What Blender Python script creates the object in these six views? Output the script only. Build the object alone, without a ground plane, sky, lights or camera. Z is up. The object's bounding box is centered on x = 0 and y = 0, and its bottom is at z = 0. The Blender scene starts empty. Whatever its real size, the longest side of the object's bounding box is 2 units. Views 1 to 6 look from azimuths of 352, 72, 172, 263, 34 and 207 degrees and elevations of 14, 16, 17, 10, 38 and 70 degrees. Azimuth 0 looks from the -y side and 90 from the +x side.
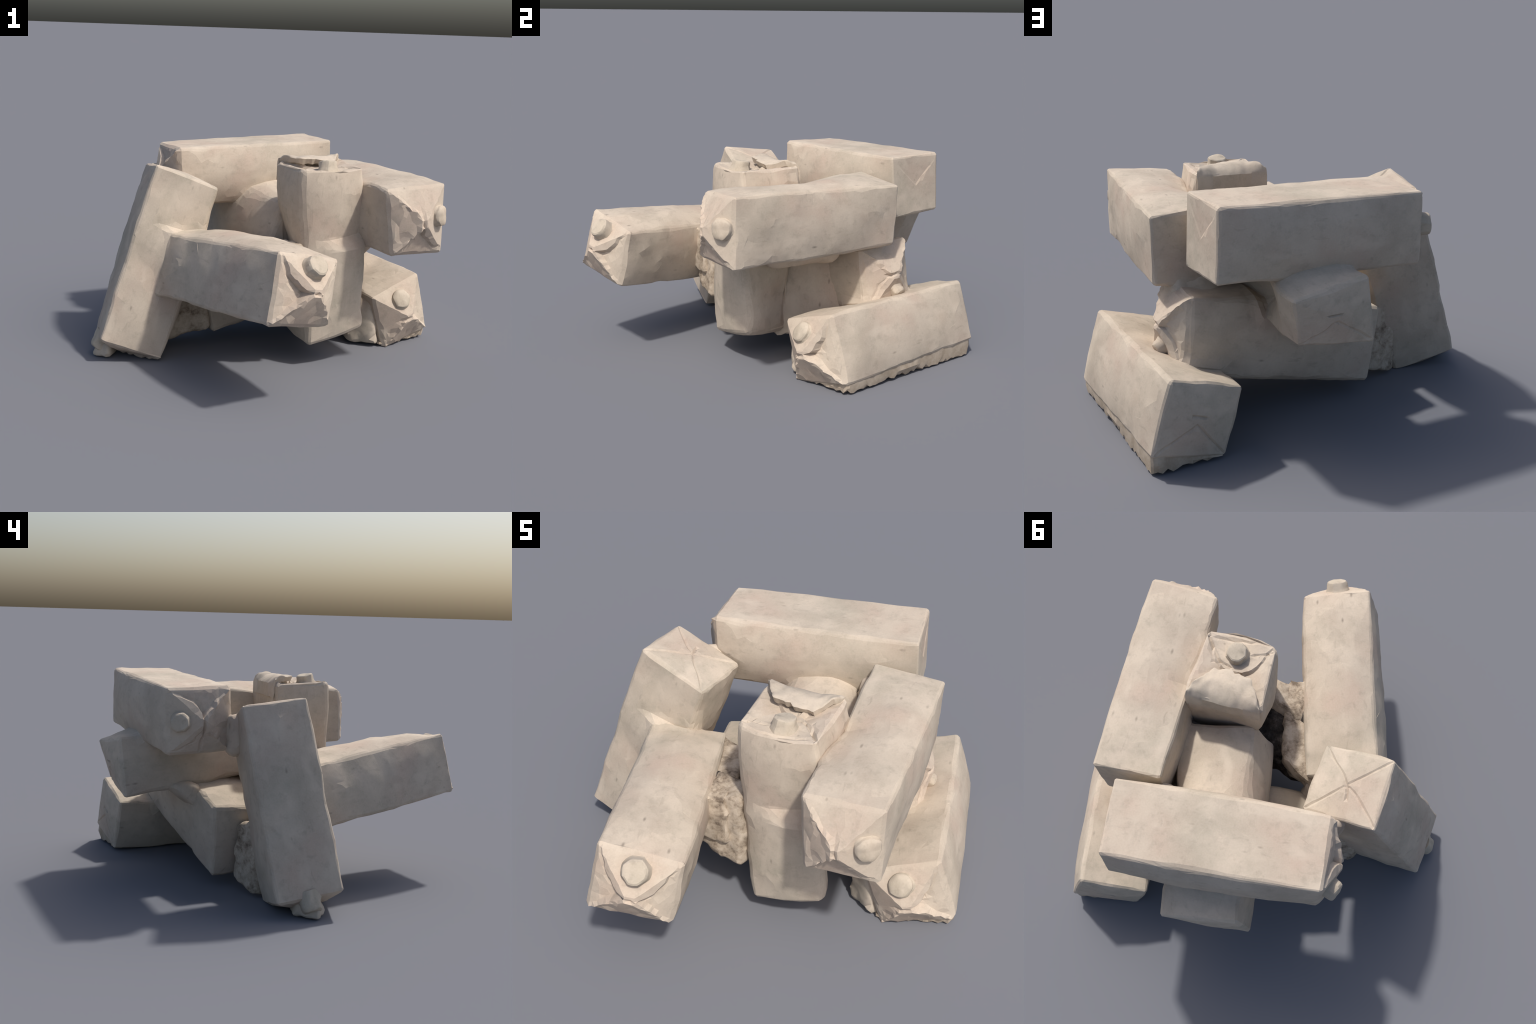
"""A concrete sculpture: eight crumpled drink cartons, cast and stacked crosswise."""
import math
import bpy
import bmesh
import numpy as np
from mathutils import Vector, Matrix, Quaternion

# ------------------------------------------------------------------ carton table
# Each carton is a slightly crooked box.  "base" is the loop of four corners of
# the folded bottom end, "top" the matching loop at the end with the screw cap.
# local axes: a runs from corner 0 to 1, b from corner 0 to 3, c from base to top.
# cap = (axis, sign, offset along axis, offset along the other axis)
CARTONS = {
    "back_beam": dict(
        base=[(0.441, 0.594, 0.764), (0.337, 0.895, 0.772), (0.321, 0.889, 1.078), (0.425, 0.573, 1.08)],
        top=[(-0.466, 0.303, 0.734), (-0.569, 0.607, 0.728), (-0.57, 0.615, 1.047), (-0.48, 0.304, 1.05)],
        cap=(0, 1, 0.64, 0.0), bulge=0.078, recess=(0.004, 0.032), cap_r=0.047, cap_h=0.052, crisp=0.65,
        base_fold=1, grooves=[((0.0, -0.02), (-0.92, -0.02), 0.010, 0.035)]),
    "leaning": dict(
        base=[(-0.612, -0.058, 1.015), (-0.657, 0.252, 0.974), (-0.331, 0.275, 0.867), (-0.3, -0.039, 0.895)],
        top=[(-0.899, -0.218, 0.134), (-0.934, 0.099, 0.079), (-0.622, 0.121, -0.016), (-0.595, -0.196, 0.018)],
        cap=(1, -1, 0.80, 0.0), bulge=0.05, recess=(0.0, 0.0), cap_r=0.052, cap_h=0.062, crisp=0.1,
        base_fold=2),
    "front_beam": dict(
        base=[(-0.612, -0.163, 0.363), (-0.297, -0.017, 0.294), (-0.248, 0.050, 0.635), (-0.544, -0.101, 0.657)],
        top=[(-0.159, -0.992, 0.47), (0.135, -0.838, 0.412), (0.181, -0.784, 0.708), (-0.117, -0.926, 0.779)],
        cap=(1, 1, 0.63, 0.0), bulge=0.10, recess=(0.05, 0.03), cap_r=0.054, cap_h=0.055, crisp=0.65,
        base_fold=0),
    "upright": dict(
        base=[(0.162, -0.325, 0.117), (0.091, -0.003, 0.137), (0.365, 0.025, 0.15), (0.474, -0.231, 0.195)],
        top=[(0.093, -0.303, 1.046), (0.022, -0.001, 1.025), (0.36, 0.071, 1.046), (0.413, -0.247, 1.042)],
        cap=(0, -1, 0.58, 0.03), bulge=-0.022, recess=(0.026, 0.018), cap_r=0.047, cap_h=0.042, crisp=0.65,
        base_fold=0, grooves=[((0.95, 0.85), (0.45, 0.25), 0.012, 0.03), ((0.45, 0.25), (0.1, 0.15), 0.010, 0.03), ((-0.95, 0.85), (-0.35, 0.6), 0.008, 0.02),
                              ((-0.4, 0.92), (0.75, 0.80), 0.007, 0.022)]),
    "upper_beam": dict(
        base=[(0.294, 0.461, 0.637), (0.583, 0.524, 0.656), (0.587, 0.533, 0.965), (0.287, 0.46, 0.985)],
        top=[(0.522, -0.484, 0.648), (0.802, -0.404, 0.651), (0.799, -0.392, 0.995), (0.487, -0.457, 0.965)],
        cap=(0, 1, 0.67, 0.12), bulge=0.088, recess=(0.022, 0.0), cap_r=0.052, cap_h=0.036, crisp=0.35,
        base_fold=0),
    "low_cross_beam": dict(
        base=[(-0.295, 0.079, 0.068), (-0.41, 0.367, 0.066), (-0.464, 0.368, 0.436), (-0.357, 0.044, 0.415)],
        top=[(0.575, 0.384, 0.290), (0.465, 0.684, 0.307), (0.430, 0.666, 0.640), (0.540, 0.358, 0.622)],
        cap=(1, -1, 0.50, 0.12), bulge=0.09, recess=(0.005, 0.015), cap_r=0.042, cap_h=0.045, crisp=0.3,
        base_fold=0),
    "ground_beam": dict(
        base=[(0.327, 0.888, 0.016), (0.626, 1.004, 0.095), (0.536, 0.962, 0.4), (0.245, 0.855, 0.305)],
        top=[(0.660, -0.015, -0.012), (0.949, 0.131, 0.061), (0.858, 0.079, 0.394), (0.572, -0.048, 0.292)],
        cap=(1, 1, 0.60, -0.07), bulge=0.10, recess=(0.0, 0.045), cap_r=0.055, cap_h=0.03, crisp=0.2,
        base_fold=3),
    "sloping_beam": dict(
        base=[(-0.317, 0.817, 0.466), (0.012, 0.895, 0.492), (0.038, 0.962, 0.705), (-0.283, 0.848, 0.756)],
        top=[(-0.02, -0.04, 0.587), (0.34, 0.076, 0.548), (0.367, 0.128, 0.785), (0.058, 0.013, 0.815)],
        cap=None, bulge=0.0, recess=(0.0, 0.0), base_fold=3),
}
# Broad dents and swellings of the long faces where a carton bent under load:
# (face axis, face sign, ridge position along c, reach below, reach above,
#  lateral centre, lateral reach, amount in metres)
DENTS = {
    "upright": [(0, -1, 0.06, 0.35, 0.06, 0.6, 1.2, 0.018), (0, -1, 0.20, 0.10, 0.50, 0.55, 1.35, -0.040), (1, -1, 0.05, 0.7, 0.5, 0.6, 1.5, -0.055), (0, -1, 1.0, 0.45, 0.2, 0.0, 1.3, 0.024), (1, 1, -0.55, 0.9, 0.7, 0.9, 1.5, -0.07), (0, 1, -0.2, 0.8, 0.9, -0.3, 1.6, -0.03)],
    "ground_beam": [(1, 1, -0.15, 0.7, 0.8, -0.5, 1.3, -0.045)],
    "leaning": [(0, -1, -0.42, 0.62, 0.07, 0.75, 1.4, -0.042)],
    "front_beam": [(1, -1, -0.45, 0.5, 0.7, 0.0, 1.4, -0.02), (0, 1, 0.2, 0.9, 0.6, 0.1, 1.1, -0.014)],
    "upper_beam": [(1, 1, 0.0, 0.7, 0.7, -0.9, 1.3, -0.038), (0, -1, 0.0, 0.6, 0.6, 0.5, 1.4, -0.02)],
    "sloping_beam": [(1, 1, 0.15, 0.45, 0.5, 0.0, 1.8, 0.040), (0, 1, -0.22, 0.50, 0.75, 0.1, 1.6, -0.125)],
}

# How far the middle of each face swells beyond its corners:
# (a-, a+, b-, b+, base end)
PILLOW = {
    "back_beam": (0.046, 0.040, 0.012, 0.003, 0.002),
    "leaning": (0.008, 0.012, 0.022, 0.034, 0.004),
    "front_beam": (0.020, 0.034, 0.020, 0.040, 0.01),
    "upright": (0.052, 0.0, 0.034, 0.004, 0.02),
    "upper_beam": (0.020, 0.020, 0.018, 0.020, 0.006),
    "low_cross_beam": (0.030, 0.036, 0.034, 0.024, 0.015),
    "ground_beam": (0.024, 0.030, 0.0, 0.008, 0.008),
    "sloping_beam": (0.034, 0.0, 0.020, 0.048, 0.010),
}
# edge radius at the base and at the cap end, where it differs from the rule
EDGE_ROUND = {"sloping_beam": (0.016, 0.022), "upright": (0.034, 0.022), "low_cross_beam": (0.022, 0.022)}

# cartons whose faces stayed flatter than the rest
CALM = {"back_beam": 0.45, "ground_beam": 0.7, "upper_beam": 0.8}

rng = np.random.default_rng(7)
GRID = 0.0065
ROUND = 0.016
GROW = 0.006


# ------------------------------------------------------------------ numeric helpers
def smooth(x):
    x = np.clip(x, 0.0, 1.0)
    return x * x * (3 - 2 * x)


def lattice(i, j, k, seed):
    h = (i * 374761393 + j * 668265263 + k * 2147483647 + seed * 974711) & 0xFFFFFFFF
    h = ((h ^ (h >> 13)) * 1274126177) & 0xFFFFFFFF
    h = h ^ (h >> 16)
    return (h & 0xFFFF) / 32767.5 - 1.0


def noise(P, scale, seed=0):
    """Smooth value noise in [-1, 1]."""
    q = P * scale + 100.0
    i0 = np.floor(q).astype(np.int64)
    f = q - i0
    f = f * f * (3 - 2 * f)
    out = 0.0
    for dx in (0, 1):
        for dy in (0, 1):
            for dz in (0, 1):
                w = (f[:, 0] if dx else 1 - f[:, 0]) * (f[:, 1] if dy else 1 - f[:, 1]) * (f[:, 2] if dz else 1 - f[:, 2])
                out = out + w * lattice(i0[:, 0] + dx, i0[:, 1] + dy, i0[:, 2] + dz, seed)
    return out


def normals(P, Q):
    """Vertex normals of a quad mesh."""
    n = np.cross(P[Q[:, 2]] - P[Q[:, 0]], P[Q[:, 3]] - P[Q[:, 1]])
    N = np.zeros_like(P)
    for k in range(4):
        np.add.at(N, Q[:, k], n)
    return N / (np.linalg.norm(N, axis=1, keepdims=True) + 1e-12)


def box_grid(half, step):
    """Closed quad grid over a box, returned as points in [-1, 1]^3 and quads."""
    n = [max(6, int(round(2 * h / step))) for h in half]
    index, pts, quads = {}, [], []

    def vid(i, j, k):
        key = (i, j, k)
        if key not in index:
            index[key] = len(pts)
            pts.append((2 * i / n[0] - 1, 2 * j / n[1] - 1, 2 * k / n[2] - 1))
        return index[key]

    for ax in range(3):
        u, v = (ax + 1) % 3, (ax + 2) % 3
        for side in (0, n[ax]):
            for a in range(n[u]):
                for b in range(n[v]):
                    ring = []
                    for da, db in ((0, 0), (1, 0), (1, 1), (0, 1)):
                        c = [0, 0, 0]
                        c[ax], c[u], c[v] = side, a + da, b + db
                        ring.append(vid(*c))
                    quads.append(ring if side else ring[::-1])
    return np.array(pts), np.array(quads)


def frame(spec):
    """Mean centre, axes and half sizes of a crooked box."""
    B, T = np.array(spec["base"]), np.array(spec["top"])
    c = T.mean(0) - B.mean(0)
    a = ((B[1] - B[0]) + (B[2] - B[3]) + (T[1] - T[0]) + (T[2] - T[3])) / 4
    b = ((B[3] - B[0]) + (B[2] - B[1]) + (T[3] - T[0]) + (T[2] - T[1])) / 4
    half = np.array([np.linalg.norm(v) / 2 for v in (a, b, c)])
    ax = [v / np.linalg.norm(v) for v in (a, b, c)]
    return (B.mean(0) + T.mean(0)) / 2, np.stack(ax), half


def box_distance(P, fr):
    c, ax, half = fr
    q = np.abs((P - c) @ np.linalg.inv(ax)) - half + 0.012
    return np.linalg.norm(np.maximum(q, 0), axis=1) + np.minimum(q.max(1), 0) - 0.012


def warp(spec, L):
    """Trilinear map of [-1, 1]^3 to the eight corners."""
    B, T = np.array(spec["base"]), np.array(spec["top"])
    s = (L[:, 0:1] + 1) / 2
    t = (L[:, 1:2] + 1) / 2
    w = (L[:, 2:3] + 1) / 2

    def loop(K):
        return K[0] * (1 - s) * (1 - t) + K[1] * s * (1 - t) + K[2] * s * t + K[3] * (1 - s) * t

    return loop(B) * (1 - w) + loop(T) * w


def cap_uv(spec, L):
    ax, sg = spec["cap"][:2]
    return L[:, 1 - ax], L[:, ax] * sg


def line_groove(u, v, a, b, depth, width):
    """Groove of a given depth along the segment a-b of an end face."""
    dx, dy = b[0] - a[0], b[1] - a[1]
    t = np.clip(((u - a[0]) * dx + (v - a[1]) * dy) / (dx * dx + dy * dy), 0, 1)
    d = np.hypot(u - a[0] - t * dx, v - a[1] - t * dy)
    return -depth * np.exp(-(d / width) ** 2)


def top_profile(spec, L, seed):
    """Height of the folded cap end: a spout panel, two ear triangles and a seam."""
    u, v = cap_uv(spec, L)
    wob = noise(L * 1.0, 5.0, seed) * 0.06 + noise(L, 11.0, seed + 8) * 0.02
    au = np.abs(u)
    b = spec["bulge"]
    roof = 1 - np.maximum(np.abs(v), au)
    h = b * np.minimum(1.0, roof * 1.12)
    # ear triangles, sunk against the spout panel and against the lower panel
    for side, rec in ((-1, spec["recess"][0]), (1, spec["recess"][1])):
        uu = u * side
        upper = uu - (0.16 + 0.72 * np.maximum(v, 0) ** 0.5) + wob    # edge to the spout panel
        lower = uu - (0.14 + 0.86 * np.maximum(-v, 0)) + wob * 0.6    # edge to the lower panel
        inside = smooth(np.where(v > 0, upper, lower) / 0.06)
        fade = smooth((1.0 - uu) / 0.7)
        near = 0.55 + 0.45 * np.exp(-np.maximum(upper, 0) / 0.25)
        h = h - rec * inside * fade * near
        # crumpled ridge along the lower fold
        h = h + 0.011 * np.exp(-(lower / 0.06) ** 2) * (v < 0) * (0.5 + 0.8 * noise(L, 9.0, seed + 3)) * (uu > 0.05)
        if rec > 0:
            h = h - 0.006 * np.exp(-((upper - 0.03) / 0.03) ** 2) * (v > 0) * (uu > 0.1)
    # pressed seam between the halves, torn in places
    h = h - (0.010 + 0.006 * noise(L, 11.0, seed + 9)) * np.exp(-((v + 0.03) / 0.05) ** 2) * smooth((0.55 - au) / 0.4)
    for g in spec.get("grooves", ()):
        h = h + line_groove(u + wob * 0.6, v + wob * 0.6, *g)
    # crumpled casting of the lower half
    return h + 0.006 * noise(L, 4.5, seed + 6) * smooth(0.3 - v) + 0.0012 * noise(L, 12.0, seed + 7)


def base_profile(spec, L, seed):
    """Shallow crease lines of the glued bottom end."""
    u, v = L[:, 0], L[:, 1]
    wob = noise(L, 3.0, seed) * 0.05
    kind = spec["base_fold"]
    h = np.zeros(len(L))

    def groove(ax, ay, bx, by, depth, width=0.028):
        px, py = u - ax + wob, v - ay + wob * 0.7
        dx, dy = bx - ax, by - ay
        t = np.clip((px * dx + py * dy) / (dx * dx + dy * dy), 0, 1)
        d = np.hypot(px - t * dx, py - t * dy)
        return -depth * np.exp(-(d / width) ** 2)

    if kind == 1:      # one ear triangle stands proud near the upper edge
        tri = smooth((v - np.abs(u) * 0.95 + 0.05) / 0.06)
        h += -0.004 * tri * smooth((1 - v) / 0.8)
    elif kind == 2:    # full cross of folds with a short tuck line
        for sx, sy in ((-1, -1), (1, -1), (1, 1), (-1, 1)):
            h += groove(sx * 0.95, sy * 0.95, 0.04 * sx, 0.04 * sy, 0.0075)
        h += groove(0.0, 0.0, 0.45, -0.05, 0.010)
        h += 0.010 * smooth(1 - np.maximum(np.abs(u), np.abs(v)))
    elif kind == 3:    # two folds running up from the lower corners
        h += groove(-0.92, -0.92, 0.0, -0.1, 0.008) + groove(0.92, -0.92, 0.05, -0.1, 0.008)
        h += groove(-0.15, 0.12, 0.22, 0.15, 0.010)
        h += 0.008 * smooth(1 - np.maximum(np.abs(u), np.abs(v)))
    return h


# ------------------------------------------------------------------ mesh output
def mesh_object(name, P, F, mat, parent=None, angle=None, sharp=None):
    me = bpy.data.meshes.new(name)
    me.from_pydata([tuple(map(float, p)) for p in P], [], [tuple(int(i) for i in f) for f in F])
    me.materials.append(mat)
    ob = bpy.data.objects.new(name, me)
    bpy.context.scene.collection.objects.link(ob)
    if parent:
        ob.parent = parent
    me.polygons.foreach_set("use_smooth", [True] * len(me.polygons))
    if angle:
        me.set_sharp_from_angle(angle=math.radians(angle))
    return ob


def coarsen(ob, ratio, angle):
    """Collapse the dense surface to the uneven facets of the cast."""
    m = ob.modifiers.new("facets", "DECIMATE")
    m.ratio = ratio
    dg = bpy.context.evaluated_depsgraph_get()
    me = bpy.data.meshes.new_from_object(ob.evaluated_get(dg))
    ob.modifiers.remove(m)
    old = ob.data
    name = old.name
    ob.data = me
    bpy.data.meshes.remove(old)
    me.name = name
    me.polygons.foreach_set("use_smooth", [True] * len(me.polygons))
    me.set_sharp_from_angle(angle=math.radians(angle))


# ------------------------------------------------------------------ materials
def new_material(name):
    m = bpy.data.materials.new(name)
    m.use_nodes = True
    nt = m.node_tree
    nt.nodes.clear()
    out = nt.nodes.new("ShaderNodeOutputMaterial")
    bsdf = nt.nodes.new("ShaderNodeBsdfPrincipled")
    bsdf.inputs["Roughness"].default_value = 0.9
    bsdf.inputs["Specular IOR Level"].default_value = 0.2
    nt.links.new(bsdf.outputs[0], out.inputs[0])
    return m, nt, bsdf


def tex(nt, kind, scale, vec, **kw):
    n = nt.nodes.new(kind)
    n.inputs["Scale"].default_value = scale
    for k, v in kw.items():
        n.inputs[k].default_value = v
    nt.links.new(vec, n.inputs["Vector"])
    return n


def ramp(nt, src, stops):
    n = nt.nodes.new("ShaderNodeValToRGB")
    cr = n.color_ramp
    while len(cr.elements) < len(stops):
        cr.elements.new(0.5)
    for e, (p, c) in zip(cr.elements, stops):
        e.position = p
        e.color = c if len(c) == 4 else (*c, 1)
    nt.links.new(src, n.inputs[0])
    return n.outputs[0]


def mix(nt, fac, a, b, blend="MIX"):
    n = nt.nodes.new("ShaderNodeMix")
    n.data_type = "RGBA"
    n.blend_type = blend
    for sock, val in ((n.inputs[0], fac), (n.inputs[6], a), (n.inputs[7], b)):
        if hasattr(val, "links"):
            nt.links.new(val, sock)
        else:
            sock.default_value = val if isinstance(val, (int, float)) else (*val, 1)
    return n.outputs[2]


def grey(v):
    return (v, v, v)


def concrete(name, light, warm, cool, stain=0.35):
    m, nt, bsdf = new_material(name)
    co = nt.nodes.new("ShaderNodeTexCoord").outputs["Object"]
    big = tex(nt, "ShaderNodeTexNoise", 5.0, co, Detail=4.0, Roughness=0.55)
    tint = tex(nt, "ShaderNodeTexNoise", 2.6, co, Detail=2.0)
    mid = tex(nt, "ShaderNodeTexNoise", 22.0, co, Detail=5.0, Roughness=0.65)
    fine = tex(nt, "ShaderNodeTexNoise", 140.0, co, Detail=3.0)
    col = mix(nt, ramp(nt, tint.outputs[0], [(0.35, grey(0)), (0.65, grey(1))]), warm, cool)
    col = mix(nt, ramp(nt, big.outputs[0], [(0.38, grey(0)), (0.62, grey(1))]), col, light)
    # cloudy stains and cement grain
    col = mix(nt, ramp(nt, mid.outputs[0], [(0.52, grey(0)), (0.75, grey(stain))]), col, (0.27, 0.235, 0.19))
    col = mix(nt, 0.18, col, ramp(nt, fine.outputs[0], [(0.3, grey(0.25)), (0.7, grey(0.62))]), "SOFT_LIGHT")
    # smears left by the mould, drawn out along the carton
    stretch = nt.nodes.new("ShaderNodeMapping")
    stretch.inputs["Scale"].default_value = (1.0, 1.0, 0.4)
    nt.links.new(co, stretch.inputs["Vector"])
    smear = tex(nt, "ShaderNodeTexNoise", 24.0, stretch.outputs[0], Detail=4.0, Roughness=0.5, Distortion=1.2)
    col = mix(nt, ramp(nt, smear.outputs[0], [(0.62, grey(0)), (0.80, grey(0.35))]), col, (0.24, 0.20, 0.16))
    pale = tex(nt, "ShaderNodeTexNoise", 11.0, stretch.outputs[0], Detail=3.0)
    col = mix(nt, ramp(nt, pale.outputs[0], [(0.55, grey(0)), (0.70, grey(0.45))]), col, (0.63, 0.545, 0.445))
    # air holes and specks
    pores = tex(nt, "ShaderNodeTexVoronoi", 21.0, stretch.outputs[0], Randomness=1.0)
    gate = tex(nt, "ShaderNodeTexNoise", 9.0, co, Detail=2.0)
    hole = ramp(nt, pores.outputs["Distance"], [(0.03, grey(1)), (0.17, grey(0))])
    keep = ramp(nt, gate.outputs[0], [(0.55, grey(0)), (0.68, grey(1))])
    speck = mix(nt, 1.0, hole, keep, "MULTIPLY")
    col = mix(nt, mix(nt, 1.0, speck, grey(0.6), "MULTIPLY"), col, (0.10, 0.08, 0.065))
    nt.links.new(col, bsdf.inputs["Base Color"])
    bump = nt.nodes.new("ShaderNodeBump")
    bump.inputs["Strength"].default_value = 0.25
    bump.inputs["Distance"].default_value = 0.004
    nt.links.new(mid.outputs[0], bump.inputs["Height"])
    nt.links.new(bump.outputs[0], bsdf.inputs["Normal"])
    return m


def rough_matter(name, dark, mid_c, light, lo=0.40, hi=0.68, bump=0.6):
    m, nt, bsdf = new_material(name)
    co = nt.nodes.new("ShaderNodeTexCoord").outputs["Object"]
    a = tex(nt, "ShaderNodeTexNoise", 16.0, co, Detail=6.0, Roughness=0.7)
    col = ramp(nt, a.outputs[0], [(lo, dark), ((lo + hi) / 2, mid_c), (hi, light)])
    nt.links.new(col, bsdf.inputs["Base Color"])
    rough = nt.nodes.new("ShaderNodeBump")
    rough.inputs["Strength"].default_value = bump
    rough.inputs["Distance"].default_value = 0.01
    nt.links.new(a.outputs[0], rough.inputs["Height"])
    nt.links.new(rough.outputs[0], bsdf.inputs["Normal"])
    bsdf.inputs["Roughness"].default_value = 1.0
    return m


M_CAST = concrete("cast_concrete", (0.56, 0.48, 0.39), (0.52, 0.42, 0.34), (0.425, 0.38, 0.305))
M_CAP = concrete("cap_concrete", (0.53, 0.46, 0.37), (0.47, 0.39, 0.31), (0.42, 0.375, 0.30), 0.5)
M_SOIL = rough_matter("earthy_concrete", (0.38, 0.31, 0.235), (0.45, 0.375, 0.295), (0.52, 0.44, 0.35), bump=0.15)
M_MORTAR = rough_matter("pitted_mortar", (0.18, 0.14, 0.105), (0.40, 0.33, 0.255), (0.53, 0.45, 0.36), 0.34, 0.60, bump=0.4)
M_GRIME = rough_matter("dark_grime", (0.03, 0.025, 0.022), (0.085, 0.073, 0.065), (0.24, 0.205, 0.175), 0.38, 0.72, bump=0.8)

# ------------------------------------------------------------------ the sculpture
root = bpy.data.objects.new("carton_sculpture", None)
bpy.context.scene.collection.objects.link(root)
root["label"] = "pale concrete casts of crumpled drink cartons stacked crosswise"
root["category"] = "concrete sculpture"

FRAMES = {k: frame(s) for k, s in CARTONS.items()}
FILLET = 0.065


def set_origin(ob, fr):
    """Move the object's origin to the carton's centre, along its axes."""
    c, ax, half = fr
    z = Vector(ax[2]).normalized()
    x = Vector(ax[0])
    x = (x - z * x.dot(z)).normalized()
    y = z.cross(x)
    M = Matrix((x, y, z)).transposed().to_4x4()
    M.translation = Vector(c)
    ob.data.transform(M.inverted())
    ob.matrix_world = M


def build_carton(key, seed):
    spec, fr = CARTONS[key], FRAMES[key]
    c, ax, half = fr
    L, Q = box_grid(half, GRID)
    # orientation: some corner loops are mirrored
    if np.linalg.det(ax) < 0:
        Q = Q[:, ::-1]
    # round the edges, by a radius that wanders along them
    q = L * half
    lo_r, hi_r = EDGE_ROUND.get(key, (ROUND, ROUND))
    w = smooth((L[:, 2] + 1) / 1.2)
    r = (lo_r * (1 - w) + hi_r * w)[:, None] * (1 + 0.45 * noise(L * half, 9.0, seed + 11))[:, None]
    inner = np.clip(q, -(half - r), half - r)
    d = q - inner
    q = inner + d / (np.linalg.norm(d, axis=1, keepdims=True) + 1e-9) * r * (np.abs(d).max(1, keepdims=True) > 1e-9)
    Lr = q / half
    P = warp(spec, Lr * (1 + GROW / half))
    # pressed-out faces
    for axis in range(3):
        o = [k for k in range(3) if k != axis]
        for sg, amt in zip((-1, 1), PILLOW[key][2 * axis: 2 * axis + 2] if axis < 2 else (PILLOW[key][4], 0.0)):
            w = np.clip(L[:, axis] * sg, 0, 1) ** 2
            dome = np.clip(1 - np.abs(Lr[:, o[0]]) ** 2.2, 0, 1) * np.clip(1 - np.abs(Lr[:, o[1]]) ** (2.2 if axis == 2 else 3.2), 0, 1)
            P = P + ax[axis] * sg * (amt * w * dome)[:, None]
    # end folds
    top = smooth((L[:, 2] - 0.97) / 0.02)
    if spec["cap"]:
        edge = smooth((1 - np.max(np.abs(L[:, :2]), axis=1)) / 0.10)
        h = top_profile(spec, L, seed) * top
        if key == "upright":
            u, v = cap_uv(spec, L)
            h = h - 0.022 * smooth(v) * smooth(1 - np.abs(u) * 0.9) * top
            edge = np.maximum(edge, smooth(v * 2 - 1) * smooth((0.95 - np.abs(u)) / 0.2))
        P = P + ax[2] * (h * edge)[:, None]
    bot = (L[:, 2] < -0.999).astype(float)
    edge = smooth((1 - np.max(np.abs(L[:, :2]), axis=1)) / 0.06)
    P = P - ax[2] * (base_profile(spec, L, seed + 5) * bot * edge)[:, None]
    # bends and dents of the long faces
    for fa, fs, at, below, above, lc, lr, amt in DENTS.get(key, []):
        w = smooth((L[:, fa] * fs - 0.55) / 0.45)
        t = L[:, 2] - at
        prof = np.where(t < 0, 1 + t / below, 1 - t / above)
        prof = np.clip(prof, 0, 1) ** 1.2
        lat = smooth(1 - np.abs(L[:, 1 - fa] - lc) / lr)
        P = P + ax[fa] * fs * (amt * w * prof * lat)[:, None]
    # swelling where it touches its neighbours
    N = normals(P, Q)
    push = np.zeros(len(P))
    for other, ofr in FRAMES.items():
        if other != key:
            dist = box_distance(P, ofr)
            push = np.maximum(push, np.where(dist > -0.03, np.clip(1 - np.abs(dist) / FILLET, 0, 1) ** 2 * FILLET / 4, 0))
    P = P + N * push[:, None]
    # uneven casting
    ends = np.abs(L[:, 2]) > 0.985
    amp = np.where(ends, 0.3, 1.0) * CALM.get(key, 1.0)
    P = P + N * ((noise(P, 5.5, seed) * 0.0075 + noise(P, 13.0, seed + 1) * 0.0050) * amp + noise(P, 40.0, seed + 2) * 0.0010)[:, None]
    P[:, 2] = np.maximum(P[:, 2], 0.002 + 0.004 * noise(P, 30.0, seed))
    ob = mesh_object("drink_carton", P, Q, M_CAST, root)
    coarsen(ob, 0.035, 8)
    set_origin(ob, fr)
    return ob


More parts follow.
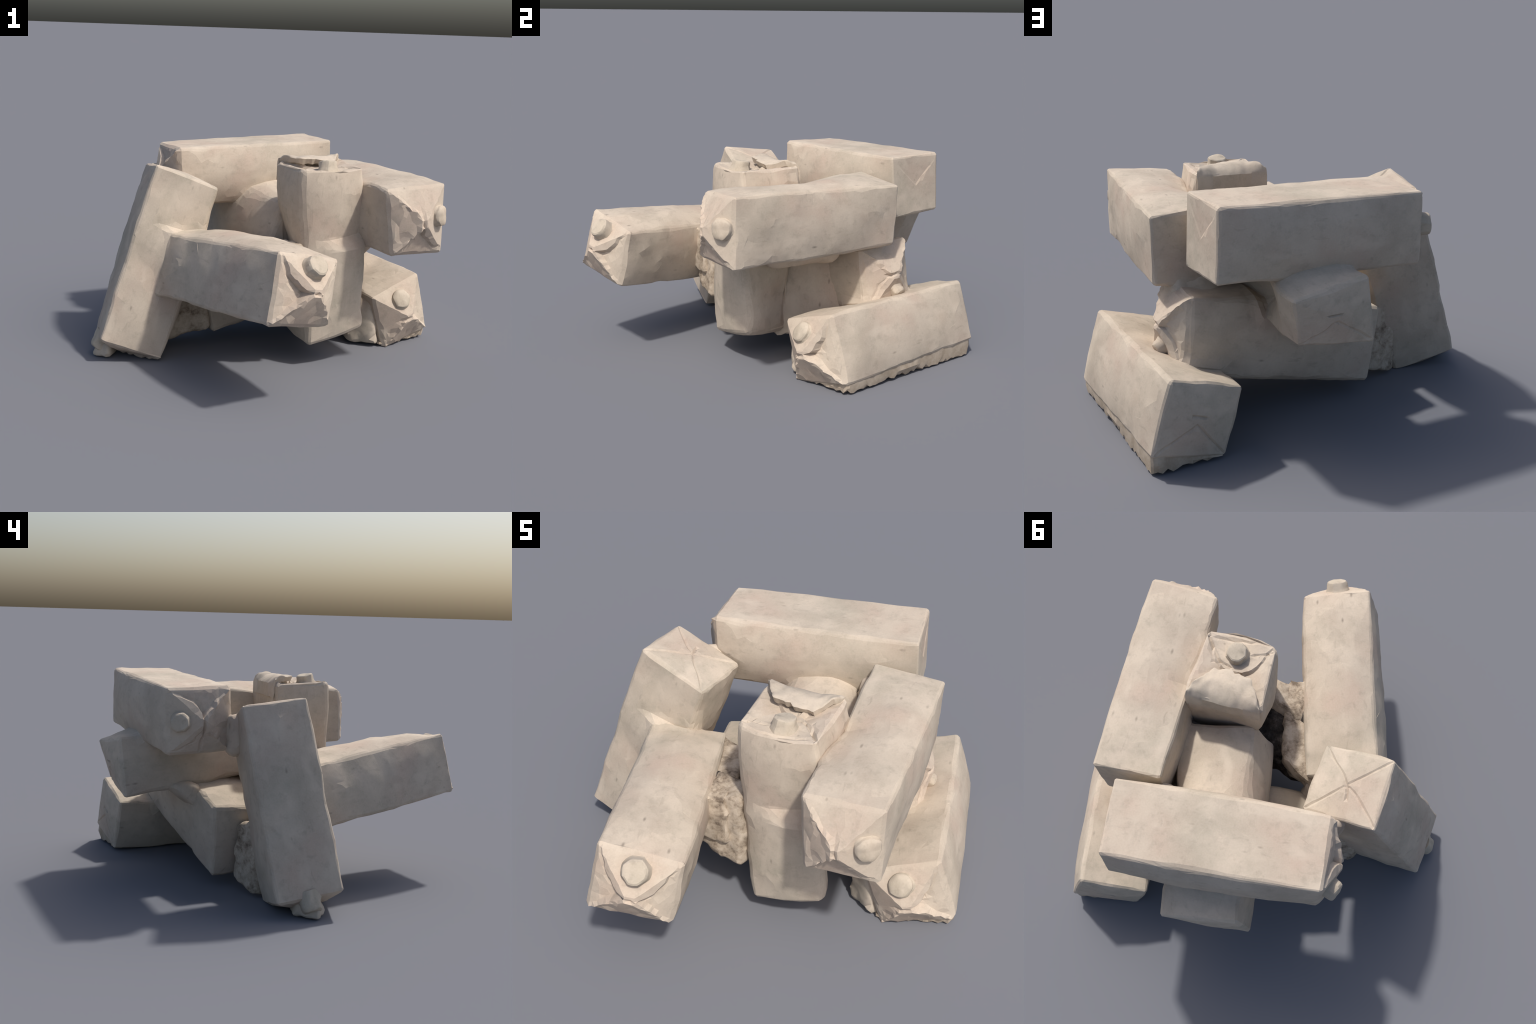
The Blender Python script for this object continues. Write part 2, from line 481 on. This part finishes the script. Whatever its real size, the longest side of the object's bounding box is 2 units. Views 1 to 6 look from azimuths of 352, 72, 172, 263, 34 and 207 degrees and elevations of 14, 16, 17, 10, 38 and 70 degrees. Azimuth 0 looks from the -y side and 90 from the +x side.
def build_cap(key, body, seed):
    """Screw cap: a rough, slightly tapered disc with a flared foot."""
    spec, (c, ax, half) = CARTONS[key], FRAMES[key]
    axis, sg, v, u = spec["cap"]
    L = np.zeros((1, 3))
    L[0, axis], L[0, 1 - axis], L[0, 2] = sg * v, u, 1.0

    def surface(l):
        hh = top_profile(spec, l, seed)
        return (warp(spec, l) + ax[2] * hh[:, None])[0]

    def at(dv, du):
        l = L.copy()
        l[0, axis] += sg * dv
        l[0, 1 - axis] += du
        return surface(l)

    p0 = surface(L)
    tv, tu = at(0.22, 0) - at(-0.22, 0), at(0, 0.1) - at(0, -0.1)
    n = np.cross(tv, tu)
    n /= np.linalg.norm(n)
    if n @ ax[2] < 0:
        n = -n
    e1 = tu / np.linalg.norm(tu)
    e2 = np.cross(n, e1)
    R, H, crisp = spec["cap_r"], spec["cap_h"], spec["crisp"]
    soft = 1 - crisp
    prof = [(1.22, -0.024), (1.16, -0.004), (1.06 + 0.04 * soft, 0.12 * H), (1.0, 0.35 * H),
            (0.985, 0.70 * H), (0.94 - 0.08 * soft, 0.90 * H), (0.83 - 0.15 * soft, H), (0.45, H * (1.0 + 0.06 * soft)), (0.0, H * (1.0 + 0.08 * soft))]
    seg = 40
    P, F = [], []
    for rr, hh in prof[:-1]:
        for i in range(seg):
            a = 2 * math.pi * i / seg
            facet = 1 / math.cos(((a + 0.3) % (math.pi / 4)) - math.pi / 8) * 0.965
            rad = R * rr * (facet * crisp + 1 - crisp)
            P.append(p0 + e1 * math.cos(a) * rad + e2 * math.sin(a) * rad + n * hh)
    P.append(p0 + n * prof[-1][1])
    rows = len(prof) - 1
    for r in range(rows - 1):
        for i in range(seg):
            j = (i + 1) % seg
            F.append((r * seg + i, r * seg + j, (r + 1) * seg + j, (r + 1) * seg + i))
    for i in range(seg):
        F.append(((rows - 1) * seg + i, (rows - 1) * seg + (i + 1) % seg, len(P) - 1))
    F.append(tuple(range(seg))[::-1])
    P = np.array(P)
    off = np.stack([noise(P, 26.0, seed + s) for s in (20, 21, 22)], 1) * (0.003 + 0.006 * soft)
    P = P + off
    P[:, 2] = np.maximum(P[:, 2], 0.0)
    ob = mesh_object("screw_cap", P, F, M_CAP, None, 28)
    ob.parent = body
    ob.matrix_parent_inverse = body.matrix_world.inverted()
    return ob


def lumpy_block(name, loop_low, loop_high, mat, parent, seed, amp=0.02, step=0.012, ratio=0.35, round_r=0.03):
    """A rough block spanned between two loops of four corners."""
    spec = dict(base=loop_low, top=loop_high)
    c, ax, half = frame(spec)
    L, Q = box_grid(half, step)
    if np.linalg.det(ax) < 0:
        Q = Q[:, ::-1]
    q = L * half
    inner = np.clip(q, -(half - round_r), half - round_r)
    d = q - inner
    q = inner + d / (np.linalg.norm(d, axis=1, keepdims=True) + 1e-9) * round_r
    P = warp(spec, q / half)
    N = normals(P, Q)
    P = P + N * (amp * noise(P, 14.0, seed) + amp * 0.6 * noise(P, 32.0, seed + 1) + amp * 0.35 * noise(P, 75.0, seed + 2))[:, None]
    P[:, 2] = np.maximum(P[:, 2], 0.002)
    ob = mesh_object(name, P, Q, mat, None)
    coarsen(ob, ratio, 30)
    ob.parent = parent
    ob.matrix_parent_inverse = parent.matrix_world.inverted()
    return ob


bodies = {}
for i, key in enumerate(CARTONS):
    bodies[key] = build_carton(key, 100 + 17 * i)
for i, (key, spec) in enumerate(CARTONS.items()):
    if spec["cap"]:
        build_cap(key, bodies[key], 100 + 17 * i)


def adopt(ob, body):
    ob.parent = body
    ob.matrix_parent_inverse = body.matrix_world.inverted()


# raised, torn flap folded over the back half of the upright carton's top
def build_flap():
    front = [(0.353, 0.045), (0.345, 0.000), (0.318, -0.062), (0.300, -0.088), (0.268, -0.096), (0.228, -0.120), (0.205, -0.108), (0.180, -0.113),
             (0.150, -0.108), (0.128, -0.116), (0.108, -0.098), (0.084, -0.070), (0.058, -0.034), (0.030, -0.004)]
    back = [(0.360, 0.082), (0.200, 0.050), (0.018, 0.012)]

    def along(pts, s):
        pts = np.array(pts)
        d = np.r_[0, np.cumsum(np.linalg.norm(np.diff(pts, axis=0), axis=1))]
        return np.stack([np.interp(s * d[-1], d, pts[:, k]) for k in (0, 1)], 1)

    ns, nt = 64, 18
    s = np.linspace(0, 1, ns)
    A, B = along(front, s), along(back, s)
    lip = np.stack([s * 40, s * 0, s * 0], 1)
    A = A + (B - A) * (0.06 * noise(lip, 0.25, 31) + 0.025 * noise(lip, 0.8, 32))[:, None]
    rows = []
    for j in range(nt):
        t = j / (nt - 1)
        xy = A + (B - A) * t
        z = 1.074 - 0.042 * np.clip((t - 0.45) / 0.55, 0, 1) ** 2.2 * np.ones(ns)
        z = z - 0.016 * np.exp(-((s - 0.30) / 0.13) ** 2) * smooth((0.45 - t) / 0.45)     # the torn half dips
        z = z + 0.008 * np.exp(-((s - 0.12) / 0.08) ** 2) * smooth((0.5 - t) / 0.5)       # and its corner curls up
        z = z - 0.012 * smooth((0.06 - s) / 0.06) - 0.016 * smooth((s - 0.93) / 0.07)
        z = z - 0.006 * smooth((0.09 - t) / 0.09)
        rows.append(np.column_stack([xy, z]))
    top = np.concatenate(rows)
    top = top + np.stack([noise(top, 26.0, 900 + k) for k in range(3)], 1) * 0.004
    # underside: thick at the front lip, undercut, sinking into the body toward the back
    T = np.repeat(np.linspace(0, 1, nt), ns)
    S = np.tile(s, nt)
    thick = 0.026 + 0.006 * noise(np.stack([S * 30, T, T], 1), 0.6, 40) + 0.05 * smooth((T - 0.12) / 0.5)
    low = top - np.stack([0 * T, -0.012 * smooth(1 - T * 4), thick], 1)
    P = np.concatenate([top, low])
    n = len(top)
    F = []
    for j in range(nt - 1):
        for i in range(ns - 1):
            a = j * ns + i
            F.append((a, a + 1, a + 1 + ns, a + ns)[::-1])
            F.append((n + a, n + a + 1, n + a + 1 + ns, n + a + ns))
    ring = list(range(ns)) + [j * ns + ns - 1 for j in range(1, nt)] + list(range(nt * ns - 2, (nt - 1) * ns - 1, -1)) + [j * ns for j in range(nt - 2, 0, -1)]
    for a, b in zip(ring, ring[1:] + ring[:1]):
        F.append((a, n + a, n + b, b)[::-1])
    ob = mesh_object("folded_flap", P, F, M_CAST, None, 35)
    bm = bmesh.new()
    bm.from_mesh(ob.data)
    bmesh.ops.recalc_face_normals(bm, faces=bm.faces)
    bm.to_mesh(ob.data)
    bm.free()
    ob.data.set_sharp_from_angle(angle=math.radians(35))
    adopt(ob, bodies["upright"])


build_flap()


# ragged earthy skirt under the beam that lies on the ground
def build_skirt():
    spec = CARTONS["ground_beam"]
    B, T = np.array(spec["base"]), np.array(spec["top"])
    ctr = (B[0] + B[1] + T[0] + T[1]) / 4
    stops = [B[0] + np.array([0.01, 0.0, 0.0]), B[1], T[1], T[0] + np.array([-0.03, -0.02, 0.01]), T[0] * 0.8 + B[0] * 0.2]
    path = []
    for a, b in zip(stops[:-1], stops[1:]):
        n = max(2, int(np.linalg.norm(b - a) / 0.022))
        for i in range(n):
            path.append(a + (b - a) * i / n)
    path.append(stops[-1])
    path = np.array(path)
    # soften the corners of the run
    for _ in range(2):
        path[1:-1] = path[1:-1] * 0.5 + (path[:-2] + path[2:]) * 0.25
    P, F = [], []
    for i, p in enumerate(path):
        out = p - ctr
        out[2] = 0
        out /= np.linalg.norm(out)
        zt = max(p[2], 0.02)
        rag = rng.uniform(0.010, 0.030) if rng.random() < 0.35 else rng.uniform(0.004, 0.014)
        rag = min(rag, zt * 0.6)
        w = rng.uniform(-0.004, 0.006)
        P += [p - out * 0.002 + np.array([0, 0, 0.024]), np.array([*(p + out * (w + 0.002))[:2], zt * 0.55 + 0.004]),
              np.array([*(p - out * (0.002 + w))[:2], rag]), np.array([*(p - out * 0.05)[:2], 0.004]), p - out * 0.05 + np.array([0, 0, 0.03])]
    m = 5
    for i in range(len(path) - 1):
        for k in range(m):
            F.append((i * m + k, i * m + (k + 1) % m, (i + 1) * m + (k + 1) % m, (i + 1) * m + k))
    F.append(tuple(range(m))[::-1])
    F.append(tuple((len(path) - 1) * m + k for k in range(m)))
    ob = mesh_object("ragged_skirt", P, F, M_SOIL, None, 20)
    bm = bmesh.new()
    bm.from_mesh(ob.data)
    bmesh.ops.recalc_face_normals(bm, faces=bm.faces)
    bm.to_mesh(ob.data)
    bm.free()
    adopt(ob, bodies["ground_beam"])


build_skirt()

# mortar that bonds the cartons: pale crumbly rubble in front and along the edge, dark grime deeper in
lumpy_block("mortar", [(-0.12, -0.37, 0.36), (0.12, -0.35, 0.28), (0.12, -0.05, 0.34), (-0.25, -0.03, 0.34)],
            [(-0.05, -0.360, 0.64), (0.12, -0.335, 0.67), (0.10, -0.22, 0.66), (-0.10, -0.20, 0.65)], M_MORTAR, root, 500, amp=0.010)
lumpy_block("mortar", [(-0.08, -0.40, 0.42), (0.06, -0.36, 0.42), (-0.12, 0.01, 0.42), (-0.32, 0.07, 0.42)],
            [(-0.07, -0.40, 0.665), (0.06, -0.37, 0.665), (-0.09, 0.01, 0.625), (-0.30, 0.08, 0.605)], M_MORTAR, root, 530, amp=0.012, round_r=0.02)
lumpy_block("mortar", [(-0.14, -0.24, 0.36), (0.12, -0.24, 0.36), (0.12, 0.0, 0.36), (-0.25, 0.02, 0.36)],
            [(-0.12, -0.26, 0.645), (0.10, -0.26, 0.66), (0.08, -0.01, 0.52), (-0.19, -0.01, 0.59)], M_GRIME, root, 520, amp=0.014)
lumpy_block("mortar", [(-0.60, 0.02, 0.02), (-0.60, 0.18, 0.00), (-0.42, 0.27, 0.06), (-0.30, 0.06, 0.10)],
            [(-0.60, 0.02, 0.38), (-0.60, 0.15, 0.40), (-0.44, 0.25, 0.35), (-0.36, 0.06, 0.36)], M_MORTAR, root, 540, amp=0.011)

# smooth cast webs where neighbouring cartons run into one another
WEBS = [
    # hollow between the upright, the low cross beam and the ground beam
    ([(0.12, -0.06, 0.12), (0.16, 0.26, 0.16), (0.46, 0.33, 0.16), (0.31, -0.02, 0.10)],
     [(0.12, -0.06, 0.62), (0.16, 0.26, 0.62), (0.32, 0.27, 0.60), (0.24, -0.02, 0.60)]),
    # foot of the ground beam, spread toward the upright
    ([(0.455, 0.02, 0.012), (0.63, -0.04, 0.012), (0.68, 0.16, 0.012), (0.44, 0.25, 0.02)],
     [(0.48, 0.04, 0.25), (0.575, -0.025, 0.28), (0.60, 0.16, 0.29), (0.45, 0.25, 0.30)]),
    # neck between the back beam and the leaning carton
    ([(-0.54, 0.28, 0.71), (-0.45, 0.34, 0.71), (-0.40, 0.27, 0.69), (-0.48, 0.18, 0.69)],
     [(-0.55, 0.26, 0.92), (-0.45, 0.34, 0.93), (-0.42, 0.28, 0.90), (-0.51, 0.17, 0.91)]),
    # back beam against the upper beam
    ([(0.22, 0.42, 0.76), (0.40, 0.48, 0.76), (0.36, 0.60, 0.76), (0.20, 0.54, 0.76)],
     [(0.22, 0.42, 0.90), (0.37, 0.48, 0.91), (0.34, 0.60, 0.91), (0.20, 0.54, 0.90)]),
    # sloping beam on the low cross beam
    ([(-0.26, 0.38, 0.38), (-0.04, 0.46, 0.38), (-0.05, 0.51, 0.38), (-0.26, 0.43, 0.38)],
     [(-0.28, 0.42, 0.54), (-0.02, 0.50, 0.54), (-0.08, 0.68, 0.525), (-0.28, 0.62, 0.515)]),
    # upper beam on the low cross beam
    ([(0.28, 0.38, 0.52), (0.53, 0.42, 0.54), (0.48, 0.60, 0.54), (0.28, 0.56, 0.52)],
     [(0.30, 0.38, 0.72), (0.56, 0.42, 0.72), (0.54, 0.50, 0.72), (0.30, 0.44, 0.72)]),
    # pocket under the back beam, between the sloping beam and the upper beam
    ([(0.12, 0.42, 0.67), (0.32, 0.46, 0.67), (0.31, 0.53, 0.68), (0.12, 0.48, 0.68)],
     [(0.12, 0.42, 0.80), (0.36, 0.50, 0.80), (0.34, 0.62, 0.80), (0.12, 0.57, 0.80)]),
    # inner end of the front beam against the leaning carton
    ([(-0.36, 0.00, 0.36), (-0.24, 0.00, 0.36), (-0.23, 0.09, 0.38), (-0.38, 0.12, 0.38)],
     [(-0.36, 0.00, 0.56), (-0.24, 0.00, 0.56), (-0.24, 0.08, 0.53), (-0.38, 0.11, 0.54)]),
    # hollow under the upper beam beside the upright
    ([(0.36, -0.14, 0.52), (0.49, -0.12, 0.54), (0.47, 0.26, 0.54), (0.32, 0.24, 0.54)],
     [(0.34, -0.16, 0.70), (0.60, -0.12, 0.70), (0.58, 0.30, 0.70), (0.32, 0.28, 0.70)]),
]
for i, (low, high) in enumerate(WEBS):
    lumpy_block("joint_web", low, high, M_CAST, root, 560 + 20 * i, amp=0.008, step=0.009, ratio=0.10, round_r=(0.02, 0.03, 0.05, 0.05, 0.05, 0.06, 0.04, 0.03, 0.05)[i])

# trodden lump around the cap the leaning carton stands on
lumpy_block("ground_lump", [(-0.96, -0.10, 0.0), (-0.90, 0.03, 0.0), (-0.80, 0.02, 0.0), (-0.86, -0.15, 0.0)],
            [(-0.93, -0.10, 0.06), (-0.90, 0.0, 0.07), (-0.80, 0.0, 0.09), (-0.86, -0.12, 0.09)], M_CAST, bodies["leaning"], 700, amp=0.009, round_r=0.025)
